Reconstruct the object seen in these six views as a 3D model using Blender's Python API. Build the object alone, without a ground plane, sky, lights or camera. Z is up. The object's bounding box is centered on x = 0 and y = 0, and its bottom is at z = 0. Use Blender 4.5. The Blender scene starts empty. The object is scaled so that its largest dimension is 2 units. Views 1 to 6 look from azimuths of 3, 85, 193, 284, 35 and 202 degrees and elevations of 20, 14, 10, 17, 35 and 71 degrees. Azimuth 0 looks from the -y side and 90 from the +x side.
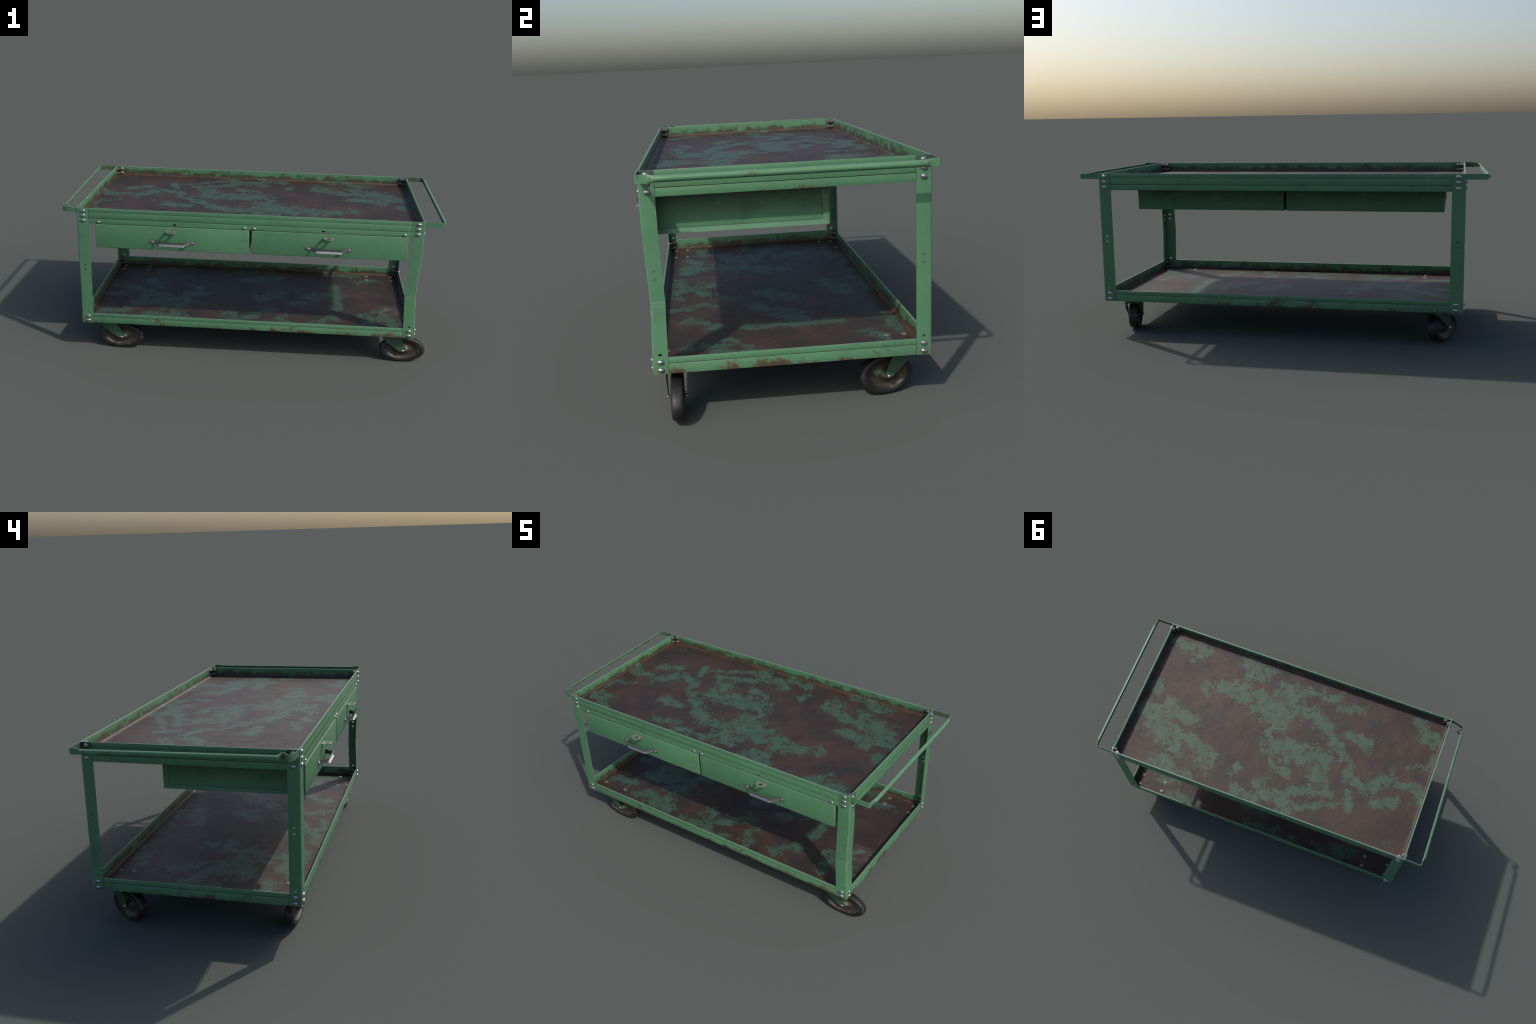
# Old green sheet-metal workshop cart: two pressed trays on four angle-iron legs, two drawers,
# push handles at both ends and four swivel casters.
import bpy, bmesh, math, random
from math import sin, cos, pi, radians
from mathutils import Vector, Matrix, noise

random.seed(7)
SCN = bpy.context.scene

# ------------------------------------------------------------------ main sizes (metres)
XO = 0.8892            # half length over the legs
YF, YB = -0.4296, 0.4662   # outer faces of the legs, drawer side and far side
YC = (YF + YB) / 2
LEG_X, LEG_Y = 0.062, 0.050  # flange widths
LEG_T = 0.004
LEG_Z0, LEG_Z1 = 0.1660, 0.8100
SKEW = Vector((1.262, 1.0, 0.729))  # hardware is stretched along x and squashed along z


# ------------------------------------------------------------------ node helpers
class Nodes:
    def __init__(self, tree):
        self.t = tree
        self.n = tree.nodes
        self.l = tree.links

    def put(self, sock, v):
        if isinstance(v, bpy.types.NodeSocket):
            self.l.new(v, sock)
        elif v is not None:
            if hasattr(sock.default_value, '__len__') and not hasattr(v, '__len__'):
                v = (v,) * len(sock.default_value)
            if hasattr(v, '__len__') and len(v) == 3 and len(sock.default_value) == 4:
                v = (*v, 1)
            sock.default_value = v

    def math(self, op, a, b=None, c=None, clamp=False):
        n = self.n.new('ShaderNodeMath'); n.operation = op; n.use_clamp = clamp
        for i, v in enumerate((a, b, c)):
            self.put(n.inputs[i], v) if v is not None else None
        return n.outputs[0]

    def vec(self, op, a, b=None, scale=None, out=0):
        n = self.n.new('ShaderNodeVectorMath'); n.operation = op
        self.put(n.inputs[0], a)
        if b is not None: self.put(n.inputs[1], b)
        if scale is not None: self.put(n.inputs['Scale'], scale)
        return n.outputs[out]

    def mix(self, f, a, b, blend='MIX'):
        n = self.n.new('ShaderNodeMix'); n.data_type = 'RGBA'; n.blend_type = blend
        self.put(n.inputs[0], f); self.put(n.inputs[6], a); self.put(n.inputs[7], b)
        return n.outputs[2]

    def noise(self, vec, scale, detail=4, rough=0.55, dist=0.0, out=0):
        n = self.n.new('ShaderNodeTexNoise'); n.noise_dimensions = '3D'
        self.put(n.inputs['Vector'], vec); n.inputs['Scale'].default_value = scale
        n.inputs['Detail'].default_value = detail; n.inputs['Roughness'].default_value = rough
        n.inputs['Distortion'].default_value = dist
        return n.outputs[out]

    def step(self, v, lo, hi, a=0.0, b=1.0):
        n = self.n.new('ShaderNodeMapRange'); n.interpolation_type = 'SMOOTHSTEP'
        self.put(n.inputs[0], v); self.put(n.inputs[1], lo); self.put(n.inputs[2], hi)
        self.put(n.inputs[3], a); self.put(n.inputs[4], b)
        return n.outputs[0]

    def mapped(self, vec, scale=(1, 1, 1), loc=(0, 0, 0)):
        n = self.n.new('ShaderNodeMapping')
        self.put(n.inputs['Vector'], vec)
        n.inputs['Scale'].default_value = scale; n.inputs['Location'].default_value = loc
        return n.outputs[0]

    def coords(self):
        return self.n.new('ShaderNodeTexCoord').outputs['Object']

    def xyz(self, v):
        n = self.n.new('ShaderNodeSeparateXYZ'); self.put(n.inputs[0], v)
        return n.outputs

    def edge(self, radius):
        """1 on sharp edges: how far the rounded normal leaves the true one."""
        b = self.n.new('ShaderNodeBevel'); b.samples = 6; b.inputs['Radius'].default_value = radius
        g = self.n.new('ShaderNodeNewGeometry')
        d = self.vec('DOT_PRODUCT', b.outputs[0], g.outputs['Normal'], out=1)
        return self.math('SUBTRACT', 1.0, d, clamp=True)

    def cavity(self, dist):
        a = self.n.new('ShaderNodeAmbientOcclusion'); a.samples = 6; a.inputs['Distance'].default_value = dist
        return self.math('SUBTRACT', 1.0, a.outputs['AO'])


def new_mat(name):
    m = bpy.data.materials.new(name); m.use_nodes = True
    k = Nodes(m.node_tree)
    bsdf = next(n for n in k.n if n.type == 'BSDF_PRINCIPLED')
    return m, k, bsdf


def bump(k, bsdf, h, strength, dist):
    b = k.n.new('ShaderNodeBump'); b.inputs['Strength'].default_value = strength
    b.inputs['Distance'].default_value = dist
    k.put(b.inputs['Height'], h); k.l.new(b.outputs[0], bsdf.inputs['Normal'])


GREEN = (0.074, 0.200, 0.100)
GREEN2 = (0.086, 0.222, 0.114)
RUST = (0.105, 0.048, 0.020)
GRIME = (0.030, 0.026, 0.020)


def paint(name, rust=0.35, low=None, grime=0.3, inner=None, wear=.6, top_dark=False, kink=False, dull=False, streak=False, shade=None):
    """Green paint. low=(z0,z1): rust gathers below z1. inner=(z0,height): grimy foot of a tray wall."""
    m, k, b = new_mat(name)
    p = k.coords(); x, y, z = k.xyz(p)
    big = k.noise(p, 3.0, 3); mid = k.noise(p, 14, 5, .6); fine = k.noise(p, 70, 5, .65)
    col = k.mix(k.step(big, .35, .68), GREEN, GREEN2)
    # faded, dirty clouds
    cl = k.math('MULTIPLY', k.step(mid, .52, .75), .45 * grime + .1)
    col = k.mix(cl, col, (.040, .095, .058))
    if dull: col = k.mix(k.step(mid, .3, .7, .35, .8), col, (.055, .055, .032))
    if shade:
        # colour darkens towards the underside of the pan
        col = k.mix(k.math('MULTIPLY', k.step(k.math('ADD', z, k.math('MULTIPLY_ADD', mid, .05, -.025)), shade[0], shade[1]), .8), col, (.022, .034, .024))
    if shade:
        # dirt line in the fold of the lip, and a slightly cleaner lip
        gy = k.math('ABSOLUTE', k.math('SUBTRACT', y, .1360)); gz = k.math('ABSOLUTE', k.math('SUBTRACT', z, .6150))
        ln = k.math('MAXIMUM', k.math('MULTIPLY', k.step(gy, .0006, .0020, 1.0, 0.0), k.step(z, .614, .616)), k.math('MULTIPLY', k.step(gz, .0005, .0016, 1.0, 0.0), k.step(y, .138, .136)))
        col = k.mix(k.math('MULTIPLY', ln, k.step(fine, .3, .5, .45, .9)), col, (.040, .030, .018))
    # vertical streaks
    st = k.noise(k.mapped(p, (38, 38, 3)), 1.0, 3)
    col = k.mix(k.math('MULTIPLY', k.step(st, .55, .8), .22 * grime), col, (.030, .055, .034))
    # rust: soft stained blotches with darker pitted cores
    blot = k.noise(k.mapped(p, (.8, 1, 2.6) if streak else (1, 1, 1.5)), 20 if streak else 13, 6, .62)
    f = k.math('ADD', k.math('MULTIPLY', blot, .62), k.math('MULTIPLY', fine, .28))
    f = k.math('ADD', f, k.math('MULTIPLY_ADD', k.noise(p, 3.3, 2), .45, -.17))
    if low:
        f = k.math('ADD', f, k.step(z, low[0], low[1], .05, -.03))
    thr = .66 - .17 * rust
    rm = k.step(f, thr - .015, thr + .10)
    core = k.step(f, thr + .05, thr + .13)
    col = k.mix(k.math('MULTIPLY', rm, .72), col, k.mix(k.step(fine, .38, .62), (.070, .052, .026), RUST))
    col = k.mix(k.math('MULTIPLY', core, .75), col, k.mix(k.step(fine, .42, .58), (.030, .022, .014), (.085, .036, .016)))
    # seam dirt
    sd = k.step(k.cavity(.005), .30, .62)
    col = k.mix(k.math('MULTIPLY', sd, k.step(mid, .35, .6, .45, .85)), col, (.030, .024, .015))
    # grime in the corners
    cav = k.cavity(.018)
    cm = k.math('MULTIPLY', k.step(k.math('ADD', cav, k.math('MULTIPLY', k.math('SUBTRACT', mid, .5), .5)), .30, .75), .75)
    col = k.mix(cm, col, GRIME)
    if inner:
        z0, h = inner
        hh = k.math('DIVIDE', k.math('SUBTRACT', z, z0), h)
        n1 = k.noise(k.mapped(p, (16, 16, 30)), 1.0, 5, .65)
        n2 = k.noise(k.mapped(p, (60, 60, 12)), 1.0, 4, .6)
        e = k.math('ADD', hh, k.math('ADD', k.math('MULTIPLY_ADD', n1, -3.4, 1.55), k.math('MULTIPLY_ADD', n2, -1.2, .55)))
        gm = k.step(e, .05, 1.0, 1.0, 0.0)
        gcol = k.mix(k.step(n1, .42, .62), (.022, .024, .017), (.062, .034, .017))
        col = k.mix(k.math('MULTIPLY', gm, .88), col, gcol)
        # dark stains where the walls meet
        cx = k.step(k.math('ABSOLUTE', x), XO - .06, XO - .03)
        cy = k.step(k.math('ABSOLUTE', k.math('SUBTRACT', y, YC)), .395, .42)
        cc = k.math('MULTIPLY', k.math('MULTIPLY', cx, cy), k.step(hh, 1.9, 1.0))
        col = k.mix(k.math('MULTIPLY', cc, .55), col, (.022, .022, .02))
    if top_dark:
        # dark band behind the handle straps, on the end faces of the legs only
        ax = k.step(k.math('ABSOLUTE', x), XO - .0012, XO - .0004)
        col = k.mix(k.math('MULTIPLY', k.math('MULTIPLY', ax, k.step(z, .776, .786)), .72), col, (.035, .035, .028))
        # dirt round the feet
        col = k.mix(k.math('MULTIPLY', k.step(k.math('ADD', z, k.math('MULTIPLY', mid, -.05)), .145, .185, .5, 0.0), .8), col, (.10, .085, .05))
    # chipped pale edges, and a paler tone on everything that faces up
    ed = k.edge(.0035)
    chip = k.math('MULTIPLY', k.math('SUBTRACT', k.noise(k.mapped(p, (1, 1, .6)), 42, 5, .7), .5), .55)
    em = k.math('MULTIPLY', k.step(k.math('ADD', ed, chip), .10, .24), wear)
    nx, ny, nz = k.xyz(k.n.new('ShaderNodeNewGeometry').outputs['Normal'])
    fold_ = k.step(k.math('ABSOLUTE', k.math('MULTIPLY', nx, ny)), .08, .34)
    fchip = k.step(k.noise(k.mapped(p, (60, 60, 26)), 1.0, 5, .7), .44, .60)
    em = k.math('MAXIMUM', em, k.math('MULTIPLY', k.math('MULTIPLY', fold_, fchip), wear))
    up = k.math('MULTIPLY', k.step(nz, .55, .9), k.step(mid, .38, .6, .25, .75))
    em = k.math('MAXIMUM', em, k.math('MULTIPLY', up, min(1.0, wear * 1.2)))
    if kink:
        # creased, scraped band where the leg was bent
        d = k.math('ABSOLUTE', k.math('SUBTRACT', z, k.math('MULTIPLY_ADD', mid, .006, .395)))
        l2 = k.math('ABSOLUTE', k.math('SUBTRACT', z, k.math('MULTIPLY_ADD', mid, .012, .380)))
        near = k.step(k.math('ADD', k.math('ABSOLUTE', k.math('SUBTRACT', x, .884)), k.math('ABSOLUTE', k.math('ADD', y, .424))), .004, .016, 1.0, 0.0)
        fold = k.math('MULTIPLY', k.math('MULTIPLY', near, k.step(k.math('ABSOLUTE', k.math('SUBTRACT', z, .408)), .01, .045, 1.0, 0.0)), k.step(fine, .4, .55))
        kk = k.math('MAXIMUM', k.step(d, .0008, .0032, .85, 0.0), k.math('MULTIPLY', k.step(l2, .0005, .002, .5, 0.0), k.step(mid, .45, .6)))
        em = k.math('MAXIMUM', em, k.math('MAXIMUM', kk, k.math('MULTIPLY', fold, .8)))
    col = k.mix(em, col, (.175, .215, .165))
    k.put(b.inputs['Base Color'], col)
    k.put(b.inputs['Roughness'], k.math('ADD', k.math('MULTIPLY', rm, .25), k.math('MULTIPLY_ADD', mid, .2, .36)))
    b.inputs['Specular IOR Level'].default_value = .45
    bump(k, b, k.math('ADD', k.math('MULTIPLY', mid, .6), k.math('MULTIPLY', fine, .25)), .25, .002)
    return m


# ---- remaining paint on the rusty tray floors: strokes (x1, y1, x2, y2, half width)
PAINT_UPPER = [
    (.83, -.35, .62, -.35, .042), (.35, -.37, .28, -.34, .054), (.54, -.12, .36, -.17, .029), (.38, -.17, .09, -.17, .042),
    (.19, -.13, .06, -.09, .058), (.86, .13, .66, .15, .050), (.70, .05, .57, .10, .040), (.75, .20, .59, .28, .062),
    (.59, .19, .36, .25, .034), (.42, .29, .35, .34, .031), (.66, .41, .53, .39, .031), (.61, .45, .41, .45, .033),
    (.21, .35, .17, .27, .019), (.15, .42, .02, .44, .036), (.01, .34, -.13, .41, .046), (.85, -.05, .83, .0, .031),
    (.36, -.29, .25, -.28, .031), (.10, .01, -.01, .08, .025), (.12, -.28, -.01, -.27, .044), (.05, -.24, .03, -.19, .046),
    (-.06, -.18, -.21, -.15, .048), (-.07, -.32, -.23, -.35, .029), (-.27, -.31, -.36, -.32, .033), (.12, -.09, -.02, -.14, .036),
    (.04, .08, -.26, .06, .054), (-.23, .13, -.32, .17, .040), (-.25, -.12, -.35, .0, .027), (-.34, -.12, -.48, -.13, .029),
    (-.40, .03, -.45, .10, .020), (-.46, .13, -.59, .14, .034), (-.57, .08, -.65, .06, .034), (-.68, .05, -.81, .03, .026),
    (-.82, .05, -.87, .09, .038), (-.45, .22, -.51, .29, .022), (-.66, .19, -.73, .17, .032), (-.73, -.36, -.79, -.28, .029),
    (-.83, -.29, -.86, -.24, .027), (-.87, -.08, -.85, -.18, .021), (-.06, .37, -.15, .42, .048), (-.12, .33, -.34, .22, .034),
    (-.17, .41, -.45, .29, .021), (.01, .19, -.11, .21, .029), (-.75, -.07, -.80, -.10, .014)]
PAINT_LOWER = [
    (-.37, -.30, -.47, -.20, .035), (-.08, -.31, -.13, -.21, .035), (-.41, -.15, -.31, .08, .050), (.21, -.40, .19, -.23, .030),
    (-.01, -.27, .12, -.15, .038), (-.51, -.05, -.84, .12, .048), (.24, -.04, .43, .09, .045), (.06, .01, .15, .10, .048),
    (-.60, .13, -.62, .23, .050), (-.07, .28, .12, .34, .045), (.49, -.11, .49, .23, .030), (.67, -.31, .68, -.18, .028),
    (.46, .42, .63, .42, .030), (.65, .32, .73, .35, .028), (-.82, -.29, -.70, -.25, .034), (-.58, -.30, -.38, -.36, .040),
    (-.21, -.36, .04, -.37, .034), (-.88, -.01, -.79, -.02, .045), (-.67, -.13, -.43, -.08, .038), (.36, -.33, .46, -.22, .034),
    (.62, -.17, .78, -.08, .022), (.77, -.19, .82, -.36, .048), (-.62, .38, -.40, .41, .032), (-.2, .43, .1, .42, .026)]


def stroke_field(k, p, strokes):
    """Highest of (1 - distance / width) over a set of painted strokes."""
    prev = None
    for (x1, y1, x2, y2, w) in strokes:
        d = (x2 - x1, y2 - y1, 0)
        a = k.vec('SUBTRACT', p, (x1, y1, 0))
        h = k.math('MULTIPLY', k.vec('DOT_PRODUCT', a, d, out=1), 1 / (d[0] ** 2 + d[1] ** 2 + 1e-6), clamp=True)
        e = k.vec('DISTANCE', a, k.vec('SCALE', d, scale=h), out=1)
        f = k.math('MULTIPLY_ADD', e, -1.1 / w, 1.0)
        prev = f if prev is None else k.math('MAXIMUM', prev, f)
    return prev


def floor_mat(name, strokes, seed, smear=None):
    m, k, b = new_mat(name)
    p = k.coords(); x, y, z = k.xyz(p)
    q = k.mapped(p, (1, 1, 0), (seed, seed * .7, 0))
    warp = k.vec('SCALE', k.vec('SUBTRACT', k.noise(q, 7, 6, .65, out=1), (.5, .5, .5)), scale=.19)
    pw = k.vec('MULTIPLY', k.vec('ADD', p, warp), (1, 1, 0))
    prev = stroke_field(k, pw, strokes)
    f1 = k.noise(q, 17, 11, .80); f2 = k.noise(k.mapped(q, (1.0, 1.7, 1)), 48, 8, .75)
    fld = k.math('MINIMUM', prev, .50)
    fld = k.math('ADD', k.math('MAXIMUM', fld, -1.6), k.math('MULTIPLY_ADD', f1, 9.0, -4.38))
    fld = k.math('ADD', fld, k.math('MULTIPLY_ADD', f2, 5.5, -2.80))
    # loose small flakes elsewhere
    fl2 = k.math('MULTIPLY_ADD', k.noise(q, 11, 10, .78), 9.0, -5.6)
    fld = k.math('MAXIMUM', fld, fl2)
    # the pressed corner of the pan lost its paint, save a few spots
    ex = k.math('ABSOLUTE', x); ey = k.math('ABSOLUTE', k.math('SUBTRACT', y, YC))
    rim = k.math('MAXIMUM', k.step(ex, XO - .034, XO - .016), k.step(ey, YB - YC - .030, YB - YC - .015))
    fld = k.math('SUBTRACT', fld, k.math('MULTIPLY', rim, .7))
    pm = k.step(fld, -.25, .35)
    # bare rusted sheet
    r1 = k.noise(q, 5, 6, .6); r2 = k.noise(q, 22, 8, .7); r3 = k.noise(q, 140, 4, .7)
    rust = k.mix(k.step(r1, .36, .64), (.025, .016, .013), (.050, .025, .015))
    rust = k.mix(k.math('MULTIPLY', k.step(r2, .45, .75), .6), rust, (.018, .0145, .0135))
    rust = k.mix(k.math('MULTIPLY', k.step(k.noise(q, 3.1, 5, .6), .56, .72), .6), rust, (.078, .035, .015))
    rust = k.mix(k.math('MULTIPLY', rim, k.step(k.noise(q, 9, 5, .6), .4, .68, .0, .75)), rust, (.075, .037, .020))
    rust = k.mix(k.math('MULTIPLY', k.step(r3, .5, .8), .35), rust, (.070, .050, .040))
    rust = k.mix(k.math('MULTIPLY', k.step(k.noise(k.mapped(q, (1, 1.6, 1)), 34, 8, .75), .54, .70), .42), rust, (.036, .058, .038))
    green = k.mix(k.step(k.noise(q, 17, 4), .35, .7), (.036, .073, .046), (.044, .085, .055))
    green = k.mix(k.math('MULTIPLY', k.step(r2, .52, .78), .45), green, (.028, .050, .033))
    col = k.mix(pm, rust, green)
    if smear:
        # pale scuffed patch
        sx, sy, rx, ry = smear
        dd = k.vec('LENGTH', k.vec('MULTIPLY', k.vec('SUBTRACT', pw, (sx, sy, 0)), (1 / rx, 1 / ry, 0)), out=1)
        sm = k.math('MULTIPLY', k.step(dd, .2, 1.2, .8, 0.0), k.step(k.noise(k.mapped(q, (2.0, 9, 1)), 9, 5, .65), .38, .66))
        col = k.mix(sm, col, (.150, .125, .110))
    # thin dark scratches
    sc = k.noise(k.mapped(q, (3, 60, 1)), 1.0, 2, .5, 1.2)
    col = k.mix(k.math('MULTIPLY', k.step(k.math('ABSOLUTE', k.math('SUBTRACT', sc, .5)), .0, .006, 1.0, .0), .30), col, (.03, .03, .028))
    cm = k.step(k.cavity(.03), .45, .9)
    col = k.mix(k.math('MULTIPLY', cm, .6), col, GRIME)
    k.put(b.inputs['Base Color'], col)
    k.put(b.inputs['Roughness'], k.math('ADD', k.math('MULTIPLY', pm, -.03), k.math('MULTIPLY_ADD', r2, .22, .47)))
    b.inputs['Specular IOR Level'].default_value = .5
    h = k.math('ADD', k.math('MULTIPLY', f1, .55), k.math('ADD', k.math('MULTIPLY', r2, .35), k.math('MULTIPLY', f2, .55)))
    bump(k, b, h, .55, .0042)
    return m


def steel(name, col, rough, dirt, metal=.95):
    m, k, b = new_mat(name)
    p = k.coords(); n = k.noise(p, 60, 5, .6)
    cav = k.cavity(.006)
    dm = k.math('MULTIPLY', k.step(k.math('ADD', n, k.math('MULTIPLY', cav, .5)), .50, .95), dirt)
    c = k.mix(k.step(n, .3, .7), col, tuple(v * .8 for v in col))
    k.put(b.inputs['Base Color'], k.mix(dm, c, (.05, .035, .025)))
    k.put(b.inputs['Metallic'], k.math('SUBTRACT', metal, k.math('MULTIPLY', dm, metal * .7)))
    k.put(b.inputs['Roughness'], k.math('ADD', rough, k.math('MULTIPLY', n, .15)))
    return m


def rubber():
    m, k, b = new_mat('black_rubber')
    p = k.coords(); n = k.noise(p, 25, 5, .6)
    c = k.mix(k.step(n, .4, .75), (.010, .0095, .009), (.034, .030, .027))
    k.put(b.inputs['Base Color'], c)
    k.put(b.inputs['Roughness'], k.math('MULTIPLY_ADD', n, .3, .38))
    bump(k, b, k.noise(p, 120, 4), .2, .001)
    return m


def hub_mat():
    """Wheel disc: green paint under a coat of brown oil and dust (local frame, axle along y)."""
    m, k, b = new_mat('oily_wheel_disc')
    p = k.coords(); x, y, z = k.xyz(p)
    n = k.noise(p, 18, 5, .6); n2 = k.noise(p, 60, 4)
    r = k.math('SQRT', k.math('ADD', k.math('POWER', k.math('DIVIDE', x, SKEW.x), 2.0), k.math('POWER', k.math('DIVIDE', z, SKEW.z), 2.0)))
    c = k.mix(k.step(n, .35, .7), (.029, .023, .014), (.066, .048, .030))
    gr = k.math('MULTIPLY', k.step(n, .52, .62), k.math('ADD', k.step(r, .064, .069), k.step(r, .03, .02), clamp=True))
    c = k.mix(k.math('MULTIPLY', gr, .8), c, (.09, .20, .11))
    c = k.mix(k.step(k.cavity(.02), .4, .95), c, (.022, .02, .014))
    k.put(b.inputs['Base Color'], c)
    k.put(b.inputs['Roughness'], k.math('MULTIPLY_ADD', n2, .3, .35))
    return m


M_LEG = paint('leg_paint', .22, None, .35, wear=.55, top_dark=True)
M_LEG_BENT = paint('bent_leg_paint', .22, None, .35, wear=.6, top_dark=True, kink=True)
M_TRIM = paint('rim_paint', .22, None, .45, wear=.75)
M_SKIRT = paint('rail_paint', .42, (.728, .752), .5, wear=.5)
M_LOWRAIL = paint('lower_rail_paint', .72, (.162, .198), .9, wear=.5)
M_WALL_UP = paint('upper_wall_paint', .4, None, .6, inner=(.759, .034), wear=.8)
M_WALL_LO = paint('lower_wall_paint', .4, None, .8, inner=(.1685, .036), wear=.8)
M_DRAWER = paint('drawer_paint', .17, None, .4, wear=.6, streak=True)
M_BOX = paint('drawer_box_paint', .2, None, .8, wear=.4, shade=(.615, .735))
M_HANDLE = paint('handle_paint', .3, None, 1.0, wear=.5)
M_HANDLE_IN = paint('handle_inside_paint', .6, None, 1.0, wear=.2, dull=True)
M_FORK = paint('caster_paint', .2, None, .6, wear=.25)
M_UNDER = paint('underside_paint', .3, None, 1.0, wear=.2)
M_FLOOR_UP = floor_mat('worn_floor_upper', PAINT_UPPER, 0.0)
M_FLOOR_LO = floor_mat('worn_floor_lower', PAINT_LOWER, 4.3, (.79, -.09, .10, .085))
M_BOLT = steel('bolt_steel', (.52, .51, .52), .25, .4)
M_NUT = steel('nut_steel', (.33, .31, .29), .38, .7)
M_PULL = steel('pull_steel', (.44, .42, .41), .34, .55)
M_TAB = steel('tab_steel', (.25, .26, .235), .5, .6, .4)
M_FLAT = steel('floor_bolt_steel', (.26, .235, .21), .5, .6, .6)
M_RUBBER = rubber()
M_HUB = hub_mat()
m_, k_, b_ = new_mat('dark_gap'); b_.inputs['Base Color'].default_value = (.012, .012, .011, 1); b_.inputs['Roughness'].default_value = .8
M_DARK = m_

# ------------------------------------------------------------------ object helpers
cart = bpy.data.objects.new('workshop_cart', None)
cart['label'] = 'worn green metal workshop cart with two drawers'
cart['category'] = 'utility cart'
SCN.collection.objects.link(cart)


def link(mesh, name, parent, mats, loc=None):
    o = bpy.data.objects.new(name, mesh)
    SCN.collection.objects.link(o)
    o.parent = parent
    if loc is not None: o.location = loc
    for mt in mats:
        if mt.name not in [s.name for s in mesh.materials if s]: mesh.materials.append(mt)
    return o


def finish(bm, name, smooth=None):
    """bmesh -> mesh; smooth = angle in degrees below which edges shade smooth."""
    bmesh.ops.recalc_face_normals(bm, faces=bm.faces)
    me = bpy.data.meshes.new(name)
    bm.to_mesh(me); bm.free()
    if smooth is not None:
        me.polygons.foreach_set('use_smooth', [True] * len(me.polygons))
        me.set_sharp_from_angle(angle=radians(smooth))
    return me


def add_box(bm, x0, x1, y0, y1, z0, z1, bevel=0.0, seg=2):
    r = bmesh.ops.create_cube(bm, size=1.0)
    vs = r['verts']
    for v in vs:
        v.co = Vector(((x0 + x1) / 2 + v.co.x * (x1 - x0), (y0 + y1) / 2 + v.co.y * (y1 - y0), (z0 + z1) / 2 + v.co.z * (z1 - z0)))
    if bevel:
        es = list({e for v in vs for e in v.link_edges})
        bmesh.ops.bevel(bm, geom=es, offset=bevel, segments=seg, profile=.5, affect='EDGES')


def loft(bm, rings, closed=True, caps=True):
    """Skin a list of rings (lists of points)."""
    vr = [[bm.verts.new(p) for p in r] for r in rings]
    n = len(vr[0])
    for a, b in zip(vr, vr[1:]):
        for i in range(n if closed else n - 1):
            j = (i + 1) % n
            bm.faces.new((a[i], a[j], b[j], b[i]))
    if caps:
        bm.faces.new(vr[0][::-1]); bm.faces.new(vr[-1])
    return vr


def lathe(bm, prof, seg=48, axis='y', close=False):
    """Revolve (radius, along) profile about the axis."""
    rings = []
    for k in range(seg):
        a = 2 * pi * k / seg
        ring = []
        for r, h in prof:
            ring.append(Vector((r * cos(a), h, r * sin(a))) if axis == 'y' else Vector((r * cos(a), r * sin(a), h)))
        rings.append(ring)
    vr = [[bm.verts.new(p) for p in r] for r in rings]
    n = len(prof)
    for k in range(seg):
        a, b = vr[k], vr[(k + 1) % seg]
        for i in range(n if close else n - 1):
            j = (i + 1) % n
            bm.faces.new((a[i], a[j], b[j], b[i]))
    bmesh.ops.remove_doubles(bm, verts=bm.verts, dist=1e-6)


def boolean(mesh, cut_bm, op='DIFFERENCE'):
    """Cut a mesh with another; gives back a new evaluated mesh."""
    cm = bpy.data.meshes.new('cut'); bmesh.ops.recalc_face_normals(cut_bm, faces=cut_bm.faces)
    cut_bm.to_mesh(cm); cut_bm.free()
    a = bpy.data.objects.new('tmp_a', mesh); c = bpy.data.objects.new('tmp_c', cm)
    SCN.collection.objects.link(a); SCN.collection.objects.link(c)
    md = a.modifiers.new('b', 'BOOLEAN'); md.operation = op; md.object = c; md.solver = 'EXACT'
    dg = bpy.context.evaluated_depsgraph_get(); dg.update()
    out = bpy.data.meshes.new_from_object(a.evaluated_get(dg))
    for o in (a, c): bpy.data.objects.remove(o, do_unlink=True)
    return out


# ------------------------------------------------------------------ bolts and nuts
BOLT_R, BOLT_H = .0110, .0066


def bolt_mesh(name, axis, slot_deg, radius=BOLT_R, height=BOLT_H, mat=None):
    """Slotted dome head. axis 'x','y','z' = direction it sticks out along (+). Squash of SKEW baked in."""
    bm = bmesh.new()
    prof = [(0, height)]
    for i in range(1, 8):
        a = i / 7 * pi / 2
        prof.append((radius * sin(a), height * (.15 + .85 * cos(a))))
    prof += [(radius, -.001), (0, -.001)]
    lathe(bm, prof, 24, 'z')
    bmesh.ops.recalc_face_normals(bm, faces=bm.faces)
    me = bpy.data.meshes.new('t'); bm.to_mesh(me); bm.free()
    cb = bmesh.new()
    add_box(cb, -radius * 1.3, radius * 1.3, -radius * .115, radius * .115, height * .55, height * 1.5)
    cb.transform(Matrix.Rotation(radians(slot_deg), 4, 'Z'))
    me = boolean(me, cb)
    rot = {'z': Matrix.Identity(4), 'x': Matrix.Rotation(pi / 2, 4, 'Y'), 'y': Matrix.Rotation(-pi / 2, 4, 'X')}[axis]
    me.transform(Matrix.Diagonal((*SKEW, 1)) @ rot)
    me.polygons.foreach_set('use_smooth', [True] * len(me.polygons))
    me.set_sharp_from_angle(angle=radians(40))
    me.name = name; me.materials.append(mat or M_BOLT)
    return me


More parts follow.
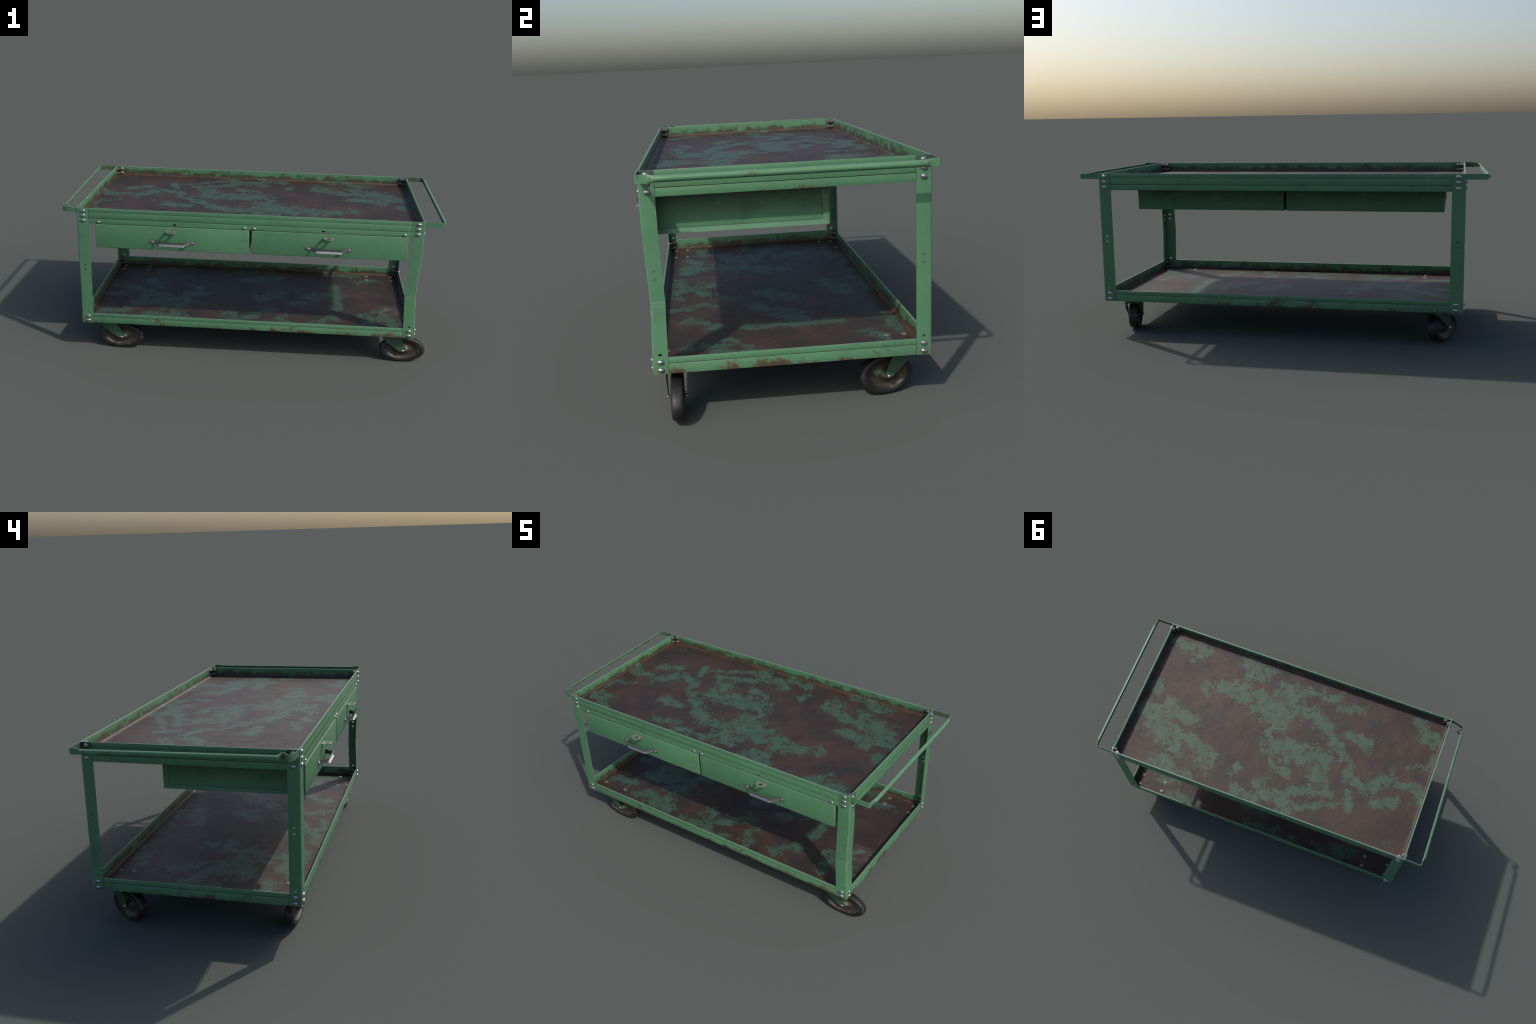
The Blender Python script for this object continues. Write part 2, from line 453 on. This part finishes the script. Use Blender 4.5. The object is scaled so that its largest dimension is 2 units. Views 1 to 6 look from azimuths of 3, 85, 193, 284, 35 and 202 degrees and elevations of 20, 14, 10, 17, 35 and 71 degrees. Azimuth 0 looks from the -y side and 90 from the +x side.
ANG = (0, 32, 68, 115, 150)
BOLTS = {ax: [bolt_mesh('bolt_head', ax, a) for a in ANG] for ax in 'xyz'}
SMALL = [bolt_mesh('screw_head', 'y', a, .0085, .0056) for a in (20, 75, 140)]
FLAT = [bolt_mesh('floor_bolt_head', 'z', a, .0102, .0052, M_FLAT) for a in ANG]
PULLS = [bolt_mesh('pull_screw_head', 'y', a, .0066, .0040, M_PULL) for a in (10, 60, 125)]
AXLE_BOLT = bolt_mesh('axle_bolt_head', 'y', 30, .0085, .0060)


def nut_mesh(axis):
    bm = bmesh.new()
    prof = [(0, .0), (.0122, .0), (.0122, .0062), (.0108, .0074), (.0065, .0074), (.0065, .0105), (.0055, .0115), (0, .0115)]
    vr = []
    for kk in range(12):
        a = 2 * pi * kk / 12
        ring = []
        for r, h in prof:
            rr = r * (1.0 if (kk % 2 == 0 or r < .01) else cos(pi / 6))
            ring.append(Vector((rr * cos(a), rr * sin(a), h)))
        vr.append([bm.verts.new(q) for q in ring])
    for kk in range(12):
        a, b = vr[kk], vr[(kk + 1) % 12]
        for i in range(len(prof) - 1):
            bm.faces.new((a[i], a[i + 1], b[i + 1], b[i]))
    bmesh.ops.remove_doubles(bm, verts=bm.verts, dist=1e-6)
    bm.transform({'x': Matrix.Rotation(pi / 2, 4, 'Y'), 'y': Matrix.Rotation(-pi / 2, 4, 'X')}[axis])
    bm.transform(Matrix.Diagonal((*SKEW, 1)))
    me = finish(bm, 'hex_nut', 25); me.materials.append(M_NUT)
    return me


NUTS = {'x': nut_mesh('x'), 'y': nut_mesh('y')}


def place(mesh, name, parent, loc, flip_axis=None):
    o = bpy.data.objects.new(name, mesh)
    SCN.collection.objects.link(o); o.parent = parent; o.location = loc
    if flip_axis == 'y': o.rotation_euler = (0, 0, pi)
    if flip_axis == 'x': o.rotation_euler = (0, 0, pi)
    return o


# ------------------------------------------------------------------ legs: folded angle iron
def dent(z):
    """Inward push of the kinked leg."""
    zk = .398
    if z >= zk: t = max(0, 1 - (z - zk) / .23)
    else: t = max(0, 1 - (zk - z) / .20)
    return t


def make_leg(sx, sy, kinked):
    yo = YF if sy < 0 else YB
    r, T = .0065, LEG_T
    # profile in the corner's own frame: a along the long flange (inwards), b along the end flange (inwards)
    outer = [(LEG_X, 0)] + [(r - r * sin(t), r - r * cos(t)) for t in [i * pi / 2 / 6 for i in range(7)]] + [(0, LEG_Y)]
    inner = [(T, LEG_Y), (T, T + .003), (T + .001, T + .001), (T + .003, T), (LEG_X, T)]
    prof = outer + inner
    zs = [LEG_Z0 + (LEG_Z1 - LEG_Z0) * i / 46 for i in range(47)]
    if kinked: zs = sorted(set(zs + [.393, .398, .403]))
    rings = []
    for z in zs:
        d = dent(z) if kinked else 0
        ring = []
        for a, b in prof:
            # the fold itself was pushed in hardest
            fold = math.exp(-((a + b) / .05) ** 2)
            aa = a + d * (.0075 + .0040 * fold)
            bb = b + d * (.0040 + .0045 * fold)
            ring.append(Vector((sx * (XO - aa), yo - sy * bb, z)))
        rings.append(ring)
    bm = bmesh.new(); loft(bm, rings)
    bmesh.ops.recalc_face_normals(bm, faces=bm.faces)
    me = bpy.data.meshes.new('leg'); bm.to_mesh(me); bm.free()
    cb = bmesh.new()
    for z in (.4985, .4725, .2295):
        d = dent(z) if kinked else 0
        for ax in 'xy':
            c = bmesh.new()
            bmesh.ops.create_cone(c, segments=20, cap_ends=True, radius1=.0064, radius2=.0064, depth=.03)
            c.transform(Matrix.Rotation(pi / 2, 4, 'X') if ax == 'y' else Matrix.Rotation(pi / 2, 4, 'Y'))
            c.transform(Matrix.Diagonal((*SKEW, 1)))
            if ax == 'y': c.transform(Matrix.Translation((sx * (.8588 - d * .008), yo, z)))
            else: c.transform(Matrix.Translation((sx * XO, yo - sy * (.0265 + d * .004), z)))
            tmp = bpy.data.meshes.new('c'); c.to_mesh(tmp); c.free(); cb.from_mesh(tmp)
    me = boolean(me, cb)
    me.polygons.foreach_set('use_smooth', [True] * len(me.polygons))
    me.set_sharp_from_angle(angle=radians(24))
    leg = link(me, 'leg', cart, [M_LEG_BENT if kinked else M_LEG])
    for z, hid in ((.7975, 0), (.7720, 0), (.7450, 1), (.2065, 0), (.1800, 0)):
        bx = sx * .8565; by = yo - sy * .0265
        place(random.choice(BOLTS['y']), 'bolt', leg, (bx, yo + sy * .0002, z), 'y' if sy < 0 else None)
        place(random.choice(BOLTS['x']), 'bolt', leg, (sx * (XO + .0002), by, z), 'x' if sx < 0 else None)
        if not hid:
            n1 = place(NUTS['y'], 'nut', leg, (bx, yo - sy * .0084, z), None if sy < 0 else 'y')
            n2 = place(NUTS['x'], 'nut', leg, (sx * (XO - .0084), by, z), None if sx < 0 else 'x')
    return leg


LEGS = {}
for sx in (-1, 1):
    for sy in (-1, 1):
        LEGS[sx, sy] = make_leg(sx, sy, sx == 1 and sy == -1)


# ------------------------------------------------------------------ trays
WALL_IN = .0082     # inner wall face below the leg's outer face


def tray_floor(zf, mat, relief_seed):
    """Pan with a pressed round corner all along the edge and a slightly battered middle."""
    rf = .013
    hx, hy = XO - WALL_IN + .0006, (YB - YF) / 2 - WALL_IN + .0006

    def lines(h, n):
        e = [h - rf * (1 - cos(i * pi / 2 / 6)) * 1.0 for i in range(7)]  # fine rows in the fold
        e = [h - rf + rf * sin(i * pi / 2 / 6) for i in range(7)]
        mid = [-(h - rf) + 2 * (h - rf) * i / n for i in range(n + 1)]
        return [-v for v in e[::-1]][:-1] + mid + e[1:]
    xs, ys = lines(hx, 150), lines(hy, 76)

    def lift(d):
        d = max(0, d - 0)
        return rf - math.sqrt(max(0, rf * rf - (rf - d) ** 2)) if d < rf else 0
    bm = bmesh.new(); grid = []
    for x in xs:
        col = []
        for y in ys:
            d = min(hx - abs(x), hy - abs(y))
            q = Vector((x * 3.2, y * 3.2, relief_seed)); q2 = Vector((x * 16, y * 16, relief_seed + 5))
            w = min(1, max(0, d - .01) / .06)
            z = zf + lift(d) + w * (.0016 * noise.noise(q) + .0007 * noise.noise(q2))
            col.append(bm.verts.new((x, YC + y, z)))
        grid.append(col)
    for i in range(len(xs) - 1):
        for j in range(len(ys) - 1):
            bm.faces.new((grid[i][j], grid[i + 1][j], grid[i + 1][j + 1], grid[i][j + 1]))
    me = finish(bm, 'tray', 60)
    if me.polygons[len(me.polygons) // 2].normal.z < 0: me.flip_normals()
    o = link(me, 'tray', cart, [mat, M_UNDER])
    md = o.modifiers.new('sheet', 'SOLIDIFY'); md.thickness = .002; md.offset = -1; md.material_offset = 1
    return o


def plate(name, parent, mat, x0, x1, y0, y1, z0, z1, bevel, seg=2, holes=None):
    bm = bmesh.new(); add_box(bm, x0, x1, y0, y1, z0, z1, bevel, seg)
    me = finish(bm, name, 35)
    if holes: me = boolean(me, holes)
    return link(me, name, parent, [mat])


def strips(tray, zr, proud, rows):
    """Folded bands along the outside of the walls, between the legs. rows: (name, material, z0, z1, bevel)."""
    for nm, mat, z0, z1, bv in rows:
        for sy, yo in ((-1, YF), (1, YB)):
            holes = None
            if nm == 'rail' and sy < 0:
                holes = bmesh.new()
                for hx in (-.381, .381):
                    c = bmesh.new(); bmesh.ops.create_cone(c, segments=20, cap_ends=True, radius1=.0068, radius2=.0068, depth=.012)
                    c.transform(Matrix.Diagonal((*SKEW, 1)) @ Matrix.Rotation(pi / 2, 4, 'X'))
                    c.transform(Matrix.Translation((hx, yo, .7385)))
                    t = bpy.data.meshes.new('c'); c.to_mesh(t); c.free(); holes.from_mesh(t)
            a = XO - LEG_X - .0008
            yy = sorted((yo - sy * proud, yo - sy * .0052))
            plate(nm, tray, mat, -a, a, yy[0], yy[1], z0, z1, bv, 2, holes)
        for sx in (-1, 1):
            xx = sorted((sx * (XO - proud), sx * (XO - .0052)))
            plate(nm, tray, mat, xx[0], xx[1], YF + LEG_Y + .0008, YB - LEG_Y - .0008, z0, z1, bv, 2)


def make_tray(zf, z0, z1, wall_mat, floor_mat_, seed):
    t = tray_floor(zf, floor_mat_, seed)
    o, i = .0042, WALL_IN
    xe = XO - .0045
    for sy, yo in ((-1, YF), (1, YB)):
        yy = sorted((yo - sy * o, yo - sy * i))
        plate('tray_wall', t, wall_mat, -xe, xe, yy[0], yy[1], z0, z1 - .0003, .0008, 1)
    for sx in (-1, 1):
        xx = sorted((sx * (XO - o), sx * (XO - i)))
        plate('tray_wall', t, wall_mat, xx[0], xx[1], YF + i + .0002, YB - i - .0002, z0, z1 - .0006, .0008, 1)
    return t


upper = make_tray(.7590, .7565, .8100, M_WALL_UP, M_FLOOR_UP, 1.3)
strips(upper, None, .0010, [('rim_band', M_TRIM, .7900, .8100, .0009), ('side_band', M_TRIM, .7570, .7892, .0013), ('rail', M_SKIRT, .7292, .7555, .0010)])
lower = make_tray(.1685, .1665, .2200, M_WALL_LO, M_FLOOR_LO, 8.1)
strips(lower, None, .0010, [('rim_band', M_TRIM, .2012, .2200, .0009), ('side_band', M_LOWRAIL, .1660, .1998, .0011)])

# bracing angle under the upper pan, behind the rails
bm = bmesh.new()
for sy, yo in ((-1, YF), (1, YB)):
    yy = sorted((yo - sy * .0050, yo - sy * .040)); add_box(bm, -XO + .012, XO - .012, yy[0], yy[1], .7515, .7545)
    yy = sorted((yo - sy * .0050, yo - sy * .0082)); add_box(bm, -XO + .012, XO - .012, yy[0], yy[1], .7300, .7513) if sy > 0 else None
for sx in (-1, 1):
    xx = sorted((sx * (XO - .0050), sx * (XO - .045))); add_box(bm, xx[0], xx[1], YF + .042, YB - .042, .7514, .7544)
    xx = sorted((sx * (XO - .0050), sx * (XO - .0082))); add_box(bm, xx[0], xx[1], YF + .042, YB - .042, .7300, .7512)
link(finish(bm, 'angle_iron', 30), 'angle_iron', upper, [M_UNDER])

for x in (-.776, -.023, .027, .791):
    place(random.choice(SMALL), 'screw', upper, (x, YF + .0010, .7390), 'y')
for sx in (-1, 1):
    for y in (-.390, -.331, .365, .427):
        for ax in (.687, .841):
            place(random.choice(FLAT), 'floor_bolt', lower, (sx * ax, y, .1688))


# ------------------------------------------------------------------ drawers
def make_drawer(x0, x1, cx):
    yf, yb, zb, zt = -.4312, .158, .6000, .7270
    # front panel, edges folded round
    bm = bmesh.new(); add_box(bm, x0, x1, yf, yf + .013, zb, zt, .0032, 3)
    front = link(finish(bm, 'drawer_front', 40), 'drawer', cart, [M_DRAWER])
    # box behind it: side sheets sit back inside a sloped lip at the foot and the rear
    lx0, lx1 = x0 + .0015, x1 - .0015
    inset, lip = .0062, .022
    bm = bmesh.new()
    def side(xl, s):
        xp = xl - s * inset
        y0 = yf + .012
        P = {}
        for key, co in dict(a=(xp, y0, .7540), b=(xp, yb - lip, .7540), c=(xp, yb - lip, zb + .0150), d=(xp, y0, zb + .0150),
                            e=(xl, y0, zb - .0012), f=(xl, yb, zb - .0012), g=(xl, yb, .7540)).items():
            P[key] = bm.verts.new(co)
        bm.faces.new([P[q] for q in 'abcd']); bm.faces.new([P[q] for q in 'dcfe']); bm.faces.new([P[q] for q in 'bgfc'])
        return P
    A, B = side(lx0, -1), side(lx1, 1)
    bm.faces.new((A['f'], B['f'], B['g'], A['g']))          # rear sheet
    bm.faces.new((A['e'], B['e'], B['f'], A['f']))          # bottom sheet
    box_me = finish(bm, 'drawer_box')
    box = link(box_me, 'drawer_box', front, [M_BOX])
    md = box.modifiers.new('sheet', 'SOLIDIFY'); md.thickness = .0018; md.offset = -1
    # padlock tab: flat D with a round hole, standing out of the slit above the pull
    hx, hz, w = cx - .003, .7085, .0275
    bm = bmesh.new(); N = 40
    outl, hole = [], []
    # straight root on the panel then a round nose
    for i in range(N):
        a = -pi / 2 + 2 * pi * i / N
        dx, dy = cos(a), sin(a)
        rx, ry = w, .0225
        px, py = rx * dx, ry * dy
        if py > .004: # root side runs square into the panel
            t = (py - .004) / (ry - .004)
            px = rx * (1 if dx >= 0 else -1) * min(1, abs(dx) * 1.0 + .55 * t) if abs(dx) > .25 else rx * dx / .25 * .8
            py = .0225
        outl.append((hx + px, -.4525 + py)); hole.append((hx + .0118 * dx, -.4545 + .0092 * dy))
    rings = []
    for z, pts in ((hz + .0011, hole), (hz + .0011, outl), (hz - .0011, outl), (hz - .0011, hole), (hz + .0011, hole)):
        rings.append([Vector((x, y, z)) for x, y in pts])
    loft(bm, rings, True, False)
    bmesh.ops.remove_doubles(bm, verts=bm.verts, dist=1e-6)
    link(finish(bm, 'lock_tab', 40), 'lock_tab', front, [M_TAB])
    # bent strap pull, dished along the grip
    st = [(-.119, 0, .010, 0), (-.1165, 0, .016, 0), (-.112, 0, .0195, 0), (-.104, 0, .0215, 0), (-.093, 0, .0215, 0), (-.088, .0010, .0215, 0), (-.083, .006, .0205, -.0005), (-.069, .029, .0205, -.001),
          (-.064, .0355, .021, -.003), (-.058, .0388, .0225, -.0075), (-.050, .0395, .0230, -.0085)]
    st = st + [(-a, d, h, c) for a, d, h, c in st[::-1]]
    st = [(cx + a, yf - .0022 - d, .6465, h, c) for a, d, h, c in st]
    link(sweep(st, .0024, side=1, name='drawer_pull'), 'drawer_pull', front, [M_PULL])
    for s in (-1, 1):
        place(random.choice(PULLS), 'pull_screw', front, (cx + s * .1035, yf - .0036, .6465), 'y')
    return front


def sweep(stations, thick, side=1, name='strap', two_tone=False):
    """Upright strap swept along a plan path. station: x, y, z centre, height, bulge.
    bulge > 0 turns the strap into an outward half-tube, < 0 dishes it. side: which side of the path is outward."""
    P = [Vector((s[0], s[1])) for s in stations]
    NS = 12
    rings = []
    for i, (x, y, zc, H, bl) in enumerate(stations):
        d0 = (P[i] - P[i - 1]).normalized() if i else (P[1] - P[0]).normalized()
        d1 = (P[i + 1] - P[i]).normalized() if i < len(P) - 1 else d0
        n0, n1 = Vector((d0.y, -d0.x)) * side, Vector((d1.y, -d1.x)) * side
        n = (n0 + n1)
        n = n.normalized() / max(.45, n.normalized().dot(n0)) if n.length > 1e-4 else n0
        ring = []
        for k in range(NS + 1):
            s = -1 + 2 * k / NS
            ss = sin(s * pi / 2)
            o = bl * math.sqrt(max(0, 1 - ss * ss)) if bl > 0 else bl * (1 - ss * ss)
            ring.append((o + thick / 2, H / 2 * ss))
        for k in range(NS, -1, -1):
            s = -1 + 2 * k / NS
            ss = sin(s * pi / 2)
            hh = H / 2 - (thick * .8 if bl > .004 else 0)
            o = (max(0, bl - thick * .5) * math.sqrt(max(0, 1 - ss * ss)) if bl > 0 else bl * (1 - ss * ss))
            ring.append((o - thick / 2, hh * ss))
        rings.append([Vector((x + n.x * o, y + n.y * o, zc + h)) for o, h in ring])
    bm = bmesh.new(); loft(bm, rings)
    if two_tone:
        nr = 2 * (NS + 1)
        bm.faces.ensure_lookup_table()
        for fi, f in enumerate(bm.faces):
            f.material_index = 1 if NS < fi % nr < nr - 1 and fi < nr * (len(rings) - 1) else 0
    return finish(bm, name, 32)


make_drawer(-.7925, .0045, -.3935)
make_drawer(.0155, .8110, .4120)

# ------------------------------------------------------------------ push handles
ZS, HS = .7972, .0262
GR = .0128


def grip(x_a, y_a, x_b, y_b, n=24):
    return [(x_a + (x_b - x_a) * i / n, y_a + (y_b - y_a) * i / n, .7967, .0215, GR) for i in range(n + 1)]


X1 = .9858
path = [(.882, -.4258, ZS, HS, 0), (.93, -.4262, ZS, HS, 0), (.9835, -.4265, ZS, HS, 0), (X1, -.4240, ZS, HS, 0), (X1, -.400, ZS, HS, 0),
        (X1, -.392, ZS, .0255, .0015), (X1, -.385, ZS, .0240, .0055), (X1, -.378, .7967, .0224, .0105)]
path += grip(X1, -.371, X1, .413)
path += [(X1, .420, .7967, .0224, .0105), (X1, .427, ZS, .0240, .0055), (X1, .434, ZS, .0255, .0015), (X1, .442, ZS, HS, 0),
         (X1, .4605, ZS, HS, 0), (.9835, .4625, ZS, HS, 0), (.93, .4622, ZS, HS, 0), (.882, .4620, ZS, HS, 0)]
link(sweep(path, .0028, 1, 'push_handle', True), 'push_handle', cart, [M_HANDLE, M_HANDLE_IN])

X2 = -.9832
path = [(-.882, .4620, ZS, HS, 0), (-.93, .4622, ZS, HS, 0), (-.981, .4632, ZS, HS, 0), (X2, .4610, ZS, HS, 0), (X2, .442, ZS, HS, 0),
        (X2, .434, ZS, .0255, .0015), (X2, .427, ZS, .0240, .0055), (X2, .420, .7967, .0224, .0105)]
path += grip(X2, .413, -.9610, -.352)
# bashed corner: the grip is folded in sharply and the strap bowed
path += [(-.9605, -.3560, .7967, .0222, .011), (-.9575, -.3605, .7975, .0235, .005), (-.9400, -.3735, .7990, .0270, .0), (-.9385, -.3752, .7990, .0270, .0),
         (-.9400, -.3775, .7990, .0270, .0), (-.9635, -.4010, ZS, HS, 0), (-.9645, -.4030, ZS, HS, 0), (-.9630, -.4045, ZS, HS, 0), (-.9370, -.4142, ZS, HS, 0), (-.918, -.4195, ZS, HS, 0), (-.896, -.4240, ZS, HS, 0), (-.882, -.4258, ZS, HS, 0)]
link(sweep(path, .0028, 1, 'push_handle', True), 'push_handle', cart, [M_HANDLE, M_HANDLE_IN])

# ------------------------------------------------------------------ casters, modelled round and squashed like the rest of the hardware
R, TRAIL, HALF = .0965, .0596, .0290
HUB_Z = .0965


def caster_frames(cx, cy, ang):
    """Local u (trail), v (axle), z -> world, with the hardware squash."""
    rot = Matrix.Rotation(ang, 4, 'Z')
    return Matrix.Translation((cx, cy, 0)) @ Matrix.Diagonal((*SKEW, 1)) @ rot


def fork_mesh():
    bm = bmesh.new()
    ZT = .2215
    cols = []
    zb_pts = [(-.036, .2085), (-.034, .2030), (-.029, .1930), (-.020, .1770), (-.009, .1620), (.0, .1490), (.012, .1340), (.024, .1200), (.032, .1110), (.040, .0995), (.047, .0905), (.053, .0862), (.060, .0845), (.066, .0860), (.0705, .0900), (.0735, .0965)]
    zt_pts = [(-.036, ZT), (.038, ZT), (.041, .2150), (.047, .1990), (.055, .1775), (.062, .1560), (.068, .1370), (.0725, .1180), (.0735, .1060)]

    def itp(pts, u):
        for (a, za), (b, zb) in zip(pts, pts[1:]):
            if u <= b: return za + (zb - za) * (u - a) / (b - a)
        return pts[-1][1]
    us = [-.036 * cos(t) for t in [i * pi / 2 / 10 for i in range(11)]] + [.006 * i for i in range(1, 11)] + [.0635, .0665, .0695, .0718, .0735]

    def v_of(u, z):
        w = .0295 + .0065 * max(0, min(1, (z - .09) / .115))
        return w * (math.sqrt(max(0, 1 - (u / .036) ** 2)) if u < 0 else 1)
    NZ = 12
    seq = [(u, -1) for u in us[::-1]] + [(u, 1) for u in us[1:]]
    for u, s in seq:
        zb, zt = itp(zb_pts, u), itp(zt_pts, u)
        cols.append([bm.verts.new((u, s * v_of(u, zb + (zt - zb) * j / NZ), zb + (zt - zb) * j / NZ)) for j in range(NZ + 1)])
    for a, b in zip(cols, cols[1:]):
        for j in range(NZ):
            bm.faces.new((a[j], a[j + 1], b[j + 1], b[j]))
    # crown closing the top of the fork
    top = [c[-1] for c, (u, s) in zip(cols, seq) if u <= .0385]
    bm.faces.new(top)
    bmesh.ops.solidify(bm, geom=bm.faces[:], thickness=-.0024)
    return finish(bm, 'caster_fork', 35)


FORK = fork_mesh()
bm = bmesh.new()
tw = .0192
prof = [(.0715, tw - .0035), (.0735, tw - .0008), (.0770, tw), (.0880, tw - .0002), (.0925, tw - .0018), (.0952, tw - .0055), (.0963, tw - .0105), (R, 0)]
prof = prof + [(r, -h) for r, h in prof[-2::-1]] + [(.0700, -.010), (.0700, .010)]
lathe(bm, prof, 72, 'y', True)
TYRE = finish(bm, 'tyre', 40)
bm = bmesh.new()
hp = [(.0722, .0150), (.0705, .0172), (.0685, .0162), (.0660, .0125), (.0600, .0085), (.0480, .0066), (.0350, .0078), (.0280, .0120), (.0225, .0185), (.0190, .0225), (.0150, .0238), (0, .0240)]
lathe(bm, hp + [(r, -h) for r, h in hp[::-1]], 64, 'y', True)
HUB = finish(bm, 'wheel_disc', 50)
bm = bmesh.new()
lathe(bm, [(0, .0335), (.0055, .0335), (.0055, -.0335), (0, -.0335)], 16, 'y')
AXLE = finish(bm, 'axle', 40)


def make_caster(cx, cy, d):
    ang = math.atan2(d[1], d[0])
    W = caster_frames(cx, cy, ang)
    me = FORK.copy(); me.transform(W); fork = link(me, 'caster', cart, [M_FORK])
    # square mounting plate under the pan
    bm = bmesh.new(); add_box(bm, cx - .100, cx + .100, cy - .050, cy + .050, .1612, .1652, .001, 1)
    link(finish(bm, 'mounting_plate', 30), 'mounting_plate', fork, [M_FORK])
    ax = W @ Vector((TRAIL, 0, HUB_Z))
    A = Matrix.Diagonal((*SKEW, 1)) @ Matrix.Rotation(ang, 4, 'Z')
    for src, nm, mt in ((TYRE, 'tyre', M_RUBBER), (HUB, 'wheel_disc', M_HUB), (AXLE, 'axle', M_NUT)):
        me = src.copy(); me.transform(A); link(me, nm, fork, [mt], ax)
    inv = Matrix.Diagonal((1 / SKEW.x, 1 / SKEW.y, 1 / SKEW.z, 1))
    for s in (1, -1):
        me = AXLE_BOLT.copy(); me.transform(inv)
        if s < 0: me.transform(Matrix.Rotation(pi, 4, 'Z'))
        me.transform(A)
        o = bpy.data.objects.new('axle_bolt', me); SCN.collection.objects.link(o); o.parent = fork
        o.location = W @ Vector((TRAIL, s * .0298, HUB_Z))


make_caster(.764, -.359, (1.0, .0015))
make_caster(-.764, -.359, (.9994, -.035))
make_caster(.764, .396, (.196, -.981))
make_caster(-.764, .396, (-.4136, -.9104))
for me in [m for m in bpy.data.meshes if m.users == 0]: bpy.data.meshes.remove(me)
